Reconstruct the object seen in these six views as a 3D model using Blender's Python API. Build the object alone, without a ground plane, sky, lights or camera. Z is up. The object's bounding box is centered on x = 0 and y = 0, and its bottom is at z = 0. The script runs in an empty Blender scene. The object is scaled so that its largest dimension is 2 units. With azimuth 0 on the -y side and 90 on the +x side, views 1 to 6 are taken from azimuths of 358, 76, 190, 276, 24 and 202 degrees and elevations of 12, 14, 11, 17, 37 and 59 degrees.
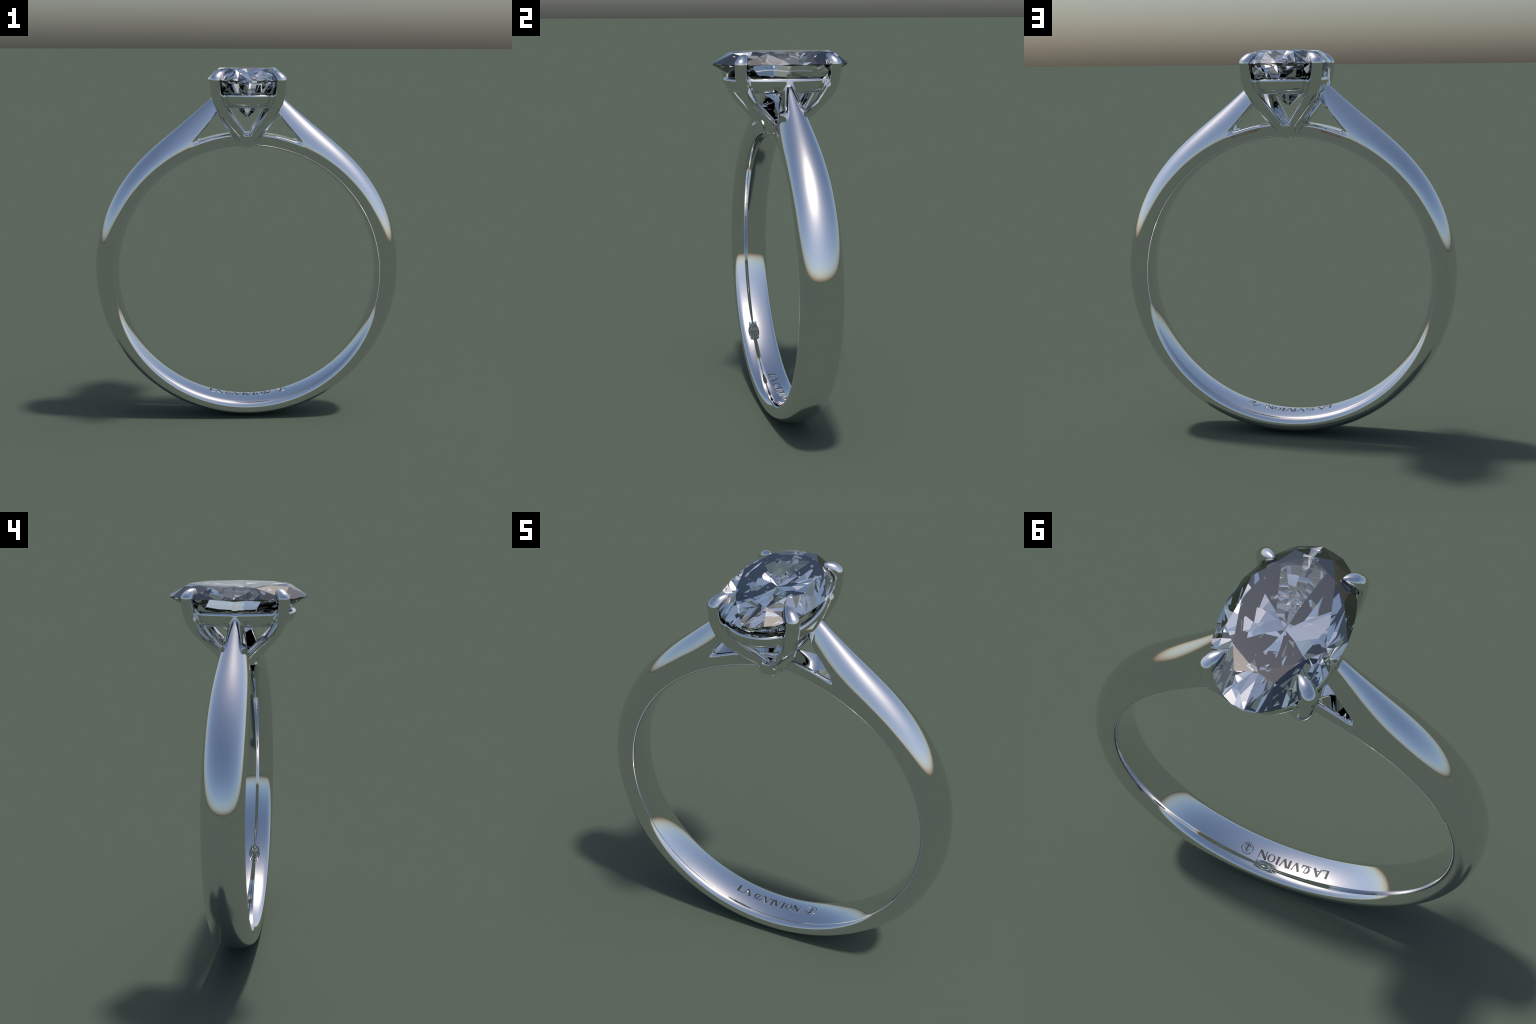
"""Solitaire ring: polished white-metal band with cathedral shoulders, a four-claw
basket and an oval brilliant-cut stone.  Metal parts are described as implicit solids
(profiles, swept claws, blended collar), meshed on a grid and projected onto the exact
surface, so that the mirror finish gets exact normals."""
import bpy, bmesh, math
import numpy as np
from mathutils import Vector

# ------------------------------------------------------------------ helpers
def smax(a, b, k):
    h = np.clip(k - np.abs(a - b), 0.0, None) / k
    return np.maximum(a, b) + h * h * k * 0.25


def smin(a, b, k):
    return -smax(-a, -b, k)


def sstep(a, b, x):
    t = np.clip((x - a) / (b - a), 0.0, 1.0)
    return t * t * (3 - 2 * t)


def gradient(f, P, e=0.0012):
    g = np.empty_like(P)
    for i in range(3):
        d = np.zeros(3)
        d[i] = e
        g[:, i] = (f(P + d) - f(P - d)) / (2 * e)
    return g


def surface_net(f, A, B, C, place, periodic=False):
    """Quads on the zero set of f, sampled on the lattice A x B x C; place() maps lattice to space."""
    na, nb, nc = len(A), len(B), len(C)
    G = np.stack(np.meshgrid(A, B, C, indexing="ij"), -1).reshape(-1, 3)
    F = np.concatenate([f(place(c)) for c in np.array_split(G, max(1, len(G) // 400000))]).reshape(na, nb, nc)
    inside = F < 0
    if periodic:
        F2 = np.concatenate([F, F[:1]], 0)
        A2 = np.append(A, A[0] + 2 * math.pi)
    else:
        F2, A2 = F, A
    ma = F2.shape[0] - 1
    acc = np.zeros((ma, nb - 1, nc - 1, 3))
    cnt = np.zeros((ma, nb - 1, nc - 1))
    for ax in range(3):
        o1, o2 = [i for i in range(3) if i != ax]
        s0 = [slice(None)] * 3
        s1 = [slice(None)] * 3
        s0[ax], s1[ax] = slice(0, -1), slice(1, None)
        f0, f1 = F2[tuple(s0)], F2[tuple(s1)]
        cross = (f0 < 0) != (f1 < 0)
        t = np.where(cross, f0 / np.where(f0 == f1, 1, f0 - f1), 0)
        co = [None] * 3
        for i, V in enumerate((A2, B, C)):
            shp = [1, 1, 1]
            if i == ax:
                shp[i] = len(V) - 1
                co[i] = V[:-1].reshape(shp) + t * np.diff(V).reshape(shp)
            else:
                shp[i] = len(V)
                co[i] = np.broadcast_to(V.reshape(shp), t.shape)
        P = np.stack(co, -1) * cross[..., None]
        for d1 in (0, 1):
            for d2 in (0, 1):
                s = [slice(None)] * 3
                s[o1] = slice(d1, t.shape[o1] - 1 + d1)
                s[o2] = slice(d2, t.shape[o2] - 1 + d2)
                acc += P[tuple(s)]
                cnt += cross[tuple(s)]
    act = cnt > 0
    idx = -np.ones(act.shape, np.int64)
    idx[act] = np.arange(act.sum())
    verts = place(acc[act] / cnt[act][:, None])
    quads = []
    for ax in range(3):
        o1, o2 = [(1, 2), (2, 0), (0, 1)][ax]
        n = [F.shape[0] if periodic else F.shape[0], nb, nc]
        lim = [ma if i == 0 else n[i] - 1 for i in range(3)]
        I = [np.arange(lim[i]) if i == ax else np.arange(1, lim[i]) for i in range(3)]
        if periodic and ax != 0:
            I[0] = np.arange(ma)
        K = np.stack(np.meshgrid(*I, indexing="ij"), -1).reshape(-1, 3)
        K1 = K.copy()
        K1[:, ax] += 1
        v0 = F2[K[:, 0], K[:, 1], K[:, 2]] < 0
        v1 = F2[K1[:, 0], K1[:, 1], K1[:, 2]] < 0
        m = v0 != v1
        K, flip = K[m], v1[m]
        ring = []
        for d1, d2 in ((-1, -1), (0, -1), (0, 0), (-1, 0)):
            Q = K.copy()
            Q[:, o1] += d1
            Q[:, o2] += d2
            Q[:, 0] %= ma
            ring.append(idx[Q[:, 0], Q[:, 1], Q[:, 2]])
        q = np.stack(ring, 1)
        q[flip] = q[flip][:, ::-1]
        quads.append(q)
    quads = np.concatenate(quads)
    quads = quads[(quads >= 0).all(1)]
    for _ in range(5):
        g = gradient(f, verts)
        step = (f(verts) / np.maximum((g * g).sum(1), 1e-4))[:, None] * g
        ln = np.linalg.norm(step, axis=1, keepdims=True)
        verts = verts - step * np.minimum(1, 0.006 / np.maximum(ln, 1e-9))
    return verts, quads


def unit_gradient(f, P):
    g = gradient(f, P)
    return g / np.maximum(np.linalg.norm(g, axis=1, keepdims=True), 1e-9)


def make_mesh(name, verts, faces, normals, mat):
    me = bpy.data.meshes.new(name)
    me.from_pydata((verts + np.array((0, SHIFT, 0))).tolist(), [], faces.tolist())
    me.materials.append(mat)
    me.polygons.foreach_set("use_smooth", np.ones(len(me.polygons), bool))
    me.update()
    me.normals_split_custom_set_from_vertices(normals.tolist())
    ob = bpy.data.objects.new(name, me)
    bpy.context.collection.objects.link(ob)
    return ob


def submesh(verts, faces, normals, keep):
    fs = faces[keep]
    used, inv = np.unique(fs, return_inverse=True)
    return verts[used], inv.reshape(fs.shape), normals[used]


# ------------------------------------------------------------------ materials
def metal(name, colour, rough):
    m = bpy.data.materials.new(name)
    m.use_nodes = True
    b = m.node_tree.nodes["Principled BSDF"]
    b.inputs["Base Color"].default_value = (*colour, 1)
    b.inputs["Metallic"].default_value = 1.0
    b.inputs["Roughness"].default_value = rough
    return m


WHITE_METAL = metal("polished_white_metal", (0.79, 0.79, 0.79), 0.0)
LETTER_DARK = bpy.data.materials.new("dark_letter_faces")  # dark mottled colour for the top faces of the raised letter plates
LETTER_DARK.use_nodes = True
_n = LETTER_DARK.node_tree
_b = _n.nodes["Principled BSDF"]
_noise = _n.nodes.new("ShaderNodeTexNoise")
_noise.inputs["Scale"].default_value = 300.0
_tc = _n.nodes.new("ShaderNodeTexCoord")
_ramp = _n.nodes.new("ShaderNodeValToRGB")
_ramp.color_ramp.elements[0].color = (0.016, 0.017, 0.018, 1)
_ramp.color_ramp.elements[1].color = (0.032, 0.032, 0.033, 1)
_n.links.new(_tc.outputs["Object"], _noise.inputs["Vector"])
_n.links.new(_noise.outputs["Fac"], _ramp.inputs["Fac"])
_n.links.new(_ramp.outputs["Color"], _b.inputs["Base Color"])
_b.inputs["Metallic"].default_value = 0.0
_b.inputs["Roughness"].default_value = 0.5

STONE = bpy.data.materials.new("clear_stone")
STONE.use_nodes = True
_b = STONE.node_tree.nodes["Principled BSDF"]
_b.inputs["Base Color"].default_value = (1, 1, 1, 1)
_b.inputs["Roughness"].default_value = 0.0
_b.inputs["IOR"].default_value = 2.42
_b.inputs["Transmission Weight"].default_value = 1.0

# ------------------------------------------------------------------ band and shoulders
ZC = 0.8435                         # pole of the band's profile
ZI, R0 = 0.8400, 0.7305            # finger hole: centre height and radius
SHIFT = -0.0045                     # the metal sits a touch off centre across the ring
R_SIDE = 0.785
DOME = 0.31                         # comfort-fit curvature across the inside
# outer radius against the angle from the top, in degrees (cathedral sweep up to the head)
RIDGE = np.array([(8.7, 1.0390), (11.1, 1.0135), (13.2, .9920), (16.2, .9655), (17.8, .9560), (21.6, .9310), (24.2, .9195), (28.2, .9040), (33.2, .8925), (39.1, .8845),
                  (43.9, .8795), (49, .8760), (54.5, .8735), (59, .8720), (63, .8705), (67, .8695), (72, .8675), (77, .8650),
                  (81, .8635), (85, .8620), (90, .8605), (95, .8590), (102, .8568), (110, .8545)])
RIDGE_FIT = np.polyfit(np.radians(RIDGE[:, 0]), RIDGE[:, 1], 8)


def ridge_radius(t):
    """Outer radius against the angle from the top: cathedral curve above, true circle below."""
    up = np.polyval(RIDGE_FIT, np.clip(t, 0.15, 2.1))
    d = 0.8605 - ZC                               # the outer circle sits a little higher than the hole
    low = d * np.cos(t) + np.sqrt(0.8605 ** 2 - (d * np.sin(t)) ** 2)
    s = sstep(1.55, 1.95, t)
    return up * (1 - s) + low * s


# smooth the tabulated taper once, so that the mirror finish shows no kinks
_deg = np.linspace(0, 180, 721)
_tab = np.interp(_deg, (0, 5, 12, 20, 28, 38, 50, 65, 180), (.046, .053, .071, .086, .095, .1005, .1050, .108, .108))
_ker = np.hanning(49)
_tab = np.convolve(np.pad(_tab, 24, mode="edge"), _ker / _ker.sum(), "valid")


def half_width(t):
    return np.interp(np.degrees(t), _deg, _tab)


WA, WB = np.array((.2935, 1.597)), np.array((.153, 1.764))     # outer and upper corner of the shoulder window
_wn = np.array((-(WB - WA)[1], (WB - WA)[0]))
_wn = _wn / np.linalg.norm(_wn)                                # points towards the ring centre line


def collar(P):
    x, y, z = P[:, 0], P[:, 1], P[:, 2]
    e = ((x / .196) ** 2.2 + (y / .301) ** 2.2) ** (1 / 2.2)
    bowl = 0.68 + 0.32 * np.clip(1 - ((1.864 - np.minimum(z, 1.864)) / 0.076) ** 2.4, 0, 1) ** (1 / 2.4)
    bowl = bowl - 6.0 * np.clip(1.790 - z, 0, 1)
    outer = (e - bowl) * 0.22
    inner = (0.80 + (z - 1.86) * 2.6 - e) * 0.22
    f = smax(outer, inner, 0.006)
    f = smax(f, z - 1.872, 0.022)
    return smax(f, 1.790 - z, 0.008)


def band_solid(P):
    x, y, z = np.abs(P[:, 0]), np.abs(P[:, 1]), P[:, 2]
    rho = np.hypot(x, z - ZC)
    t = np.arctan2(x, z - ZC)
    w = half_width(t)
    R = ridge_radius(t)
    D = R - R_SIDE                    # the flank stands upright up to R_SIDE, then domes over to the ridge
    b = np.maximum(0, rho - (R - D)) / D
    n = 2.0
    shell = ((y / w) ** n + b ** n) ** (1 / n) - 1
    shell = shell * w
    inner = R0 + y * y / (2 * DOME) - np.hypot(x, z - ZI)
    f = smax(shell, inner, 0.033)
    line = -((x - WA[0]) * _wn[0] + (z - WA[1]) * _wn[1])
    window = smax(0.804 - rho, line, 0.030)
    window = np.minimum(window, np.maximum(x - 0.145, 0.804 - rho))
    window = np.maximum(window, 1.5 - z)
    f = smax(f, -window, 0.015)
    # the ridge runs into the collar with a small fillet (this piece lies just inside the collar)
    near = (z > 1.74) & (x > 0.12)
    if near.any():
        pad = np.maximum(collar(np.stack([x[near], y[near], z[near]], 1)) + 0.0012, y[near] - 0.075)
        f = f.copy()
        f[near] = smin(f[near], np.maximum(pad, 0.14 - x[near]), 0.013)
    return f


fine, coarse = 0.0042, 0.015
th = [0.0]
while th[-1] < math.pi - 1e-6:
    th.append(th[-1] + (fine if th[-1] < 0.5 else min(coarse, fine + (th[-1] - 0.5) * 0.1)))
th = np.array(th) * (math.pi / th[-1])
TH = np.concatenate([-th[1:-1][::-1], th])
RR = np.arange(0.72, 1.045, 0.005)
YY = (np.arange(52) - 25.5) * 0.0046


def polar(c):
    return np.stack([c[:, 1] * np.sin(c[:, 0]), c[:, 2], ZC + c[:, 1] * np.cos(c[:, 0])], 1)


bv, bq = surface_net(band_solid, TH, RR, YY, polar, periodic=True)
bq = bq[:, ::-1]
band = make_mesh("band", bv, bq, unit_gradient(band_solid, bv), WHITE_METAL)

# ------------------------------------------------------------------ basket: claws, collar, base
CLAW_SPINE = np.array([(.1700, .2470, 1.940, .0310), (.1690, .2460, 1.900, .0310), (.1640, .2410, 1.860, .0305),
                       (.1500, .2250, 1.810, .0295), (.1220, .1940, 1.757, .0280), (.0850, .1520, 1.702, .0260),
                       (.0480, .1120, 1.655, .0240), (.0270, .0955, 1.630, .0205)])
CLAW_TIP = np.array([(.1700, .2470, 1.936, .0310), (.1625, .2405, 1.950, .0300), (.1530, .2330, 1.961, .0262),
                     (.1405, .2230, 1.9715, .0180), (.1290, .2135, 1.9795, .0085)])


def spline(K, n):
    """Catmull-Rom through the rows of K."""
    Q = np.vstack([2 * K[0] - K[1], K, 2 * K[-1] - K[-2]])
    out = []
    for s in np.linspace(0, len(K) - 1, n):
        i = min(int(s), len(K) - 2)
        u = s - i
        a, b, c, d = Q[i:i + 4]
        out.append(0.5 * (2 * b + (c - a) * u + (2 * a - 5 * b + 4 * c - d) * u * u + (3 * b - a - 3 * c + d) * u ** 3))
    return np.array(out)


SIDE_STRUT = np.array([(.1560, .2200, 1.820, .0180), (.1370, .1780, 1.752, .0185), (.1080, .1240, 1.700, .0190),
                       (.0730, .0760, 1.652, .0195), (.0450, .0480, 1.620, .0200)])
SPINE = spline(CLAW_SPINE, 60)
STRUT = spline(SIDE_STRUT, 30)
SEAT = spline(np.array([(.1580, .2300, 1.900, .0110), (.1400, .2050, 1.868, .0130), (.1240, .1840, 1.842, .0130)]), 10)   # ledge under the stone
TIP = spline(CLAW_TIP, 28)
SIDE = np.array((-.72, .694, 0.0))


def sweep(P, S, p):
    """Distance to a swept bar; p = 2 gives a round section, p > 2 a softly squared one."""
    best = np.full(len(P), 9.0)
    for a, b in zip(S[:-1], S[1:]):
        d = b[:3] - a[:3]
        L = math.sqrt(d @ d)
        k = min(0.95, max(-0.95, (a[3] - b[3]) / L))
        along = ((P - a[:3]) @ d) / L
        off = np.sqrt(np.maximum(((P - a[:3]) ** 2).sum(1) - along * along, 0))
        h = np.clip((along - off * k / math.sqrt(1 - k * k)) / L, 0, 1)     # foot point on a tapering bar
        q = P - a[:3] - h[:, None] * d
        r = a[3] + h * (b[3] - a[3])
        ps = 2 + (p - 2) * min(1, max(0, (1.90 - a[2]) / 0.14))      # rounder towards the tip
        if ps < 2.001:
            dist = np.linalg.norm(q, axis=1)
        else:
            s = np.abs(q @ SIDE)
            o = np.sqrt(np.maximum((q * q).sum(1) - s * s, 0))
            dist = (s ** ps + o ** ps + 1e-12) ** (1 / ps)
        best = np.minimum(best, dist - r)
    return best


def claw(P):
    """One claw in the +x +y quarter."""
    near = (P[:, 2] > 1.90)
    d = sweep(P, SPINE, 2.25)
    if near.any():
        d2 = d.copy()
        d2[near] = sweep(P[near], TIP, 2)
        d = np.where(near, smin(d, d2, 0.006), d)
    low = P[:, 2] < 1.86
    if low.any():
        d2 = np.full(len(P), 9.0)
        d2[low] = sweep(P[low], STRUT, 2)
        d = smin(d, d2, 0.024)
    mid = (P[:, 2] > 1.80) & (P[:, 2] < 1.95)
    if mid.any():
        d2 = np.full(len(P), 9.0)
        d2[mid] = sweep(P[mid], SEAT, 2)
        d = smin(d, d2, 0.006)
    return d


def base(P):
    """Foot of the basket: a rounded block around the bridge with a proud tongue on its front and back."""
    x, y, z = P[:, 0], P[:, 1], P[:, 2]
    bottom = R0 - 0.002 - np.hypot(x, z - ZI)
    tongue = np.hypot(x, np.maximum(0, 1.613 - z)) - 0.0465
    tongue = smax(tongue, z - 1.636, 0.02)
    tongue = smax(tongue, y - (0.101 + 0.32 * (z - 1.575)), 0.010)
    tongue = smax(tongue, bottom, 0.010)
    block = smax(x - (0.064 + 0.30 * (z - 1.600)), y - (0.074 + 0.45 * (z - 1.575)), 0.040)
    block = smax(block, z - 1.632 - 0.25 * (x + y - 0.10), 0.015)
    block = smax(block, bottom, 0.030)
    return smin(tongue, block, 0.007)


def basket_solid(P):
    Q = np.abs(P)
    M = Q * np.array((-1, 1, 1))
    d = claw(Q)
    low = Q[:, 0] < 0.12
    if low.any():
        m = np.full(len(P), 9.0)
        m[low] = claw(M[low])
        d = smin(d, m, 0.012)
    f = smin(d, collar(Q), 0.016)
    return smin(f, base(Q), 0.010)


BX = (np.arange(86) - 42.5) * 0.0050
BY = (np.arange(138) - 68.5) * 0.0047
BZ = np.arange(1.548, 2.0, 0.0047)
hv, hq = surface_net(basket_solid, BX, BY, BZ, lambda c: c)
hn = unit_gradient(basket_solid, hv)
cen = hv[hq].mean(1)
Q = np.abs(cen)
dc, dr, db = claw(Q), collar(Q), base(Q)
kind = np.argmin(np.stack([dc, dr, db]), 0)
ring = bpy.data.objects.new("solitaire_ring", None)
bpy.context.collection.objects.link(ring)
ring["label"] = "polished white metal solitaire ring with oval faceted clear stone"
ring["category"] = "ring"

basket_parts = []
for name, mask in [("claw", (kind == 0) & (cen[:, 0] * sx > 0) & (cen[:, 1] * sy > 0)) for sx in (1, -1) for sy in (1, -1)] + \
        [("collar", kind == 1), ("basket_base", kind == 2)]:
    if mask.any():
        basket_parts.append(make_mesh(name, *submesh(hv, hq, hn, mask), WHITE_METAL))

# ------------------------------------------------------------------ stone
AX, AY = 0.2165, 0.3605
Z_TABLE, Z_UP, Z_LOW, Z_CULET = 2.0, 1.9405, 1.9305, 1.724
T_R, STAR_R, LOW_R = 0.703, 0.808, 0.26


MAINS = (0, 3, 8, 13, 16, 19, 24, 29)          # pavilion main facets point at these of the 32 girdle corners


def gem():
    bm = bmesh.new()
    STEP = 360 / 32

    def flat(r, deg):
        a = math.radians(deg)
        return AX * r * math.sin(a), AY * r * math.cos(a)

    def v(r, deg, z):
        return bm.verts.new((*flat(r, deg), z))

    def level(p, q, t, deg):
        """Height at which the plane p q t meets the girdle direction deg."""
        n = (q - p).cross(t - p)
        x, y = flat(1, deg)
        return p.z - (n.x * (x - p.x) + n.y * (y - p.y)) / n.z

    slope = (Z_TABLE - Z_UP) / (1 - T_R)
    star_z = Z_TABLE - slope * (STAR_R * math.cos(math.radians(22.5)) - T_R)
    table = [v(T_R, 45 * i, Z_TABLE) for i in range(8)]
    star = [v(STAR_R, 45 * i + 22.5, star_z) for i in range(8)]
    up = [v(1, STEP * i, Z_UP) for i in range(32)]
    for i in range(8):
        for k in (0, 2):
            a, b, c = 4 * i + k, 4 * i + k + 1, (4 * i + k + 2) % 32
            up[b].co.z = level(star[i].co, up[a].co, up[c].co, STEP * b)
    lo = [v(1, STEP * i, Z_LOW) for i in range(32)]
    culet = bm.verts.new((0, 0, Z_CULET))
    pav, runs = [], []
    for a, b in zip(MAINS, MAINS[1:] + (32,)):
        mid = (a + b) / 2
        pav.append(v(LOW_R, STEP * mid, Z_CULET + (Z_LOW - Z_CULET) * LOW_R * math.cos(math.radians(STEP * (b - a) / 2))))
        runs.append((a, (a + b + 1) // 2, b))
    F = bm.faces.new
    F(table[::-1])
    for i in range(8):
        j, g = (i + 1) % 8, 4 * i
        F((table[i], table[j], star[i]))
        F((star[i - 1], table[i], star[i], up[g]))
        F((star[i], up[g + 2], up[g + 1], up[g]))
        F((star[i], up[(g + 4) % 32], up[g + 3], up[g + 2]))
        a, m, b = runs[i]
        for s0, s1 in ((a, m), (m, b)):
            for k in range(s0 + 1, s1):
                lo[k].co.z = level(pav[i].co, lo[s0].co, lo[s1 % 32].co, STEP * k)
            F([pav[i]] + [lo[k % 32] for k in range(s0, s1 + 1)])
        F((culet, pav[i - 1], lo[a], pav[i]))
    for k in range(32):
        F((up[k], up[(k + 1) % 32], lo[(k + 1) % 32], lo[k]))
    bmesh.ops.recalc_face_normals(bm, faces=bm.faces)
    me = bpy.data.meshes.new("oval_stone")
    bm.to_mesh(me)
    bm.free()
    me.materials.append(STONE)
    ob = bpy.data.objects.new("oval_stone", me)
    bpy.context.collection.objects.link(ob)
    return ob


# ------------------------------------------------------------------ lettering inside the band, thin raised plates instead of cut grooves
def inside_point(u, v, lift):
    """Point on the inner face: u runs along the bottom arc (towards +x), v across the band (towards +y)."""
    r = R0 + (v - SHIFT) ** 2 / (2 * DOME) - lift
    a = u / R0
    return (r * math.sin(a), v, ZI - r * math.cos(a))


def path_line(a, b, n=8):
    return [(a[0] + (b[0] - a[0]) * i / n, a[1] + (b[1] - a[1]) * i / n) for i in range(n + 1)]


def path_arc(c, rx, ry, d0, d1, n=40):
    return [(c[0] + rx * math.cos(math.radians(d0 + (d1 - d0) * i / n)), c[1] + ry * math.sin(math.radians(d0 + (d1 - d0) * i / n))) for i in range(n + 1)]


THICK, THIN = 0.0108, 0.0044


class Mark:
    """A letter or sign made of pen strokes with varying width, each a thin plate with flared metal edges."""

    def __init__(self, name):
        self.name, self.v, self.f, self.m, self.level = name, [], [], [], 0

    def stroke(self, path, w0, w1=None, wm=None, closed=False):
        n = len(path) - 1
        lift = 0.0011 + 0.00035 * self.level
        self.level += 1
        rows = []
        for i, p in enumerate(path):
            a, b = path[max(i - 1, 0)], path[min(i + 1, n)]
            if closed and i in (0, n):
                a, b = path[n - 1], path[1]
            tx, ty = b[0] - a[0], b[1] - a[1]
            l = math.hypot(tx, ty)
            nx, ny = -ty / l, tx / l
            t = i / n
            w = w0 if w1 is None else w0 + (w1 - w0) * t
            if wm is not None:
                w = wm(t)
            h = w / 2
            k = len(self.v)
            for side, lf, ex in ((1, lift, 0), (-1, lift, 0), (1, -0.0006, 0.0015), (-1, -0.0006, 0.0015)):
                self.v.append(inside_point(p[0] + nx * side * (h + ex), p[1] + ny * side * (h + ex), lf))
            rows.append(k)
        for a, b in zip(rows[:-1], rows[1:]):
            for q, mat in (((a, a + 1, b + 1, b), 0), ((a + 2, a, b, b + 2), 1), ((a + 1, a + 3, b + 3, b + 1), 1)):
                self.f.append(q)
                self.m.append(mat)
        if not closed:
            for a, flip in ((rows[0], 0), (rows[-1], 1)):
                q = (a + 1, a, a + 2, a + 3)
                self.f.append(q[::-1] if flip else q)
                self.m.append(1)
        return self

    def build(self):
        me = bpy.data.meshes.new(self.name)
        me.from_pydata(self.v, [], self.f)
        me.materials.append(LETTER_DARK)
        me.materials.append(WHITE_METAL)
        me.polygons.foreach_set("material_index", self.m)
        me.update()
        ob = bpy.data.objects.new(self.name, me)
        bpy.context.collection.objects.link(ob)
        return ob


marks = []
m = Mark("raised_letter")                                             # L
m.stroke(path_line((-.2180, -.0225), (-.2160, .0228)), THICK)
m.stroke(path_line((-.2140, -.0205), (-.1900, -.0200)), THIN)
m.stroke(path_line((-.1985, -.0200), (-.1885, -.0175)), THIN, .0062)
marks.append(m)
m = Mark("raised_letter")                                             # A
m.stroke(path_line((-.1725, .0228), (-.1462, -.0215)), THICK)
m.stroke(path_line((-.1725, .0165), (-.1835, -.0205)), THIN, .0048)
m.stroke(path_line((-.1800, -.0080), (-.1570, -.0085)), .0030)
marks.append(m)
m = Mark("raised_letter")                                             # joined C and L
m.stroke(path_arc((-.1075, .0015), .0150, .0165, 65, 262), THIN, wm=lambda t: .0028 + .0072 * math.sin(math.pi * t) ** 1.4)
m.stroke(path_line((-.1000, .0180), (-.1085, -.0185)), THIN)
m.stroke(path_line((-.1285, -.0190), (-.0850, -.0195)), .0030, .0050)
m.stroke(path_line((-.0905, -.0185), (-.0825, -.0015)), .0085, .0025)
marks.append(m)
for du, dv in ((0, 0), (.0610, 0)):                                     # V, twice
    m = Mark("raised_letter")
    m.stroke(path_line((-.0735 + du, .0228), (-.0530 + du, -.0215)), THICK)
    m.stroke(path_line((-.0515 + du, -.0190), (-.0390 + du, .0190)), THIN)
    m.stroke(path_line((-.0405 + du, .0150), (-.0370 + du, .0222)), .0045, .0062)
    marks.append(m)
for u in (-.0222, .0385):                                               # I, twice
    m = Mark("raised_letter")
    m.stroke(path_line((u - .0004, -.0222), (u + .0004, .0228)), THICK)
    marks.append(m)
m = Mark("raised_letter")                                             # O
m.stroke(path_arc((.0717, .0005), .0152, .0195, 0, 360, 64), THIN, wm=lambda t: .0030 + .0055 * math.cos(2 * math.pi * t) ** 2, closed=True)
marks.append(m)
m = Mark("raised_letter")                                             # N
m.stroke(path_line((.1015, -.0215), (.0985, .0190)), .0050, THIN)
m.stroke(path_line((.0965, .0220), (.1318, -.0215)), THICK)
m.stroke(path_line((.1325, -.0190), (.1352, .0232)), THIN)
m.stroke(path_line((.0965, -.0212), (.1060, -.0212)), .0030)
marks.append(m)
m = Mark("raised_emblem")                                             # anchor in a circle
CX, CY = .1990, .0006
m.stroke(path_arc((CX, CY), .0285, .0300, 0, 360, 64), .0032, closed=True)
m.stroke(path_line((CX, CY - .0190), (CX + .0005, CY + .0110)), .0072, .0045)
m.stroke(path_arc((CX + .0005, CY + .0155), .0040, .0042, 0, 360, 24), .0026, closed=True)
m.stroke(path_arc((CX, CY - .0030), .0160, .0165, 196, 344), THIN, wm=lambda t: .0028 + .0030 * math.sin(math.pi * t))
for du, dv in ((-.0120, .0035), (-.0080, .0080), (-.0055, .0130), (.0070, .0060), (.0105, .0020), (.0125, -.0030), (.0075, .0110)):
    m.stroke(path_line((CX + du - .0018, CY + dv), (CX + du + .0018, CY + dv + .0008), 2), .0034)
marks.append(m)
marks = [q.build() for q in marks]

stone = gem()
for ob in [band, stone] + basket_parts:
    ob.parent = ring
for ob in marks:
    ob.parent = band
print("verts", len(bv), len(hv))
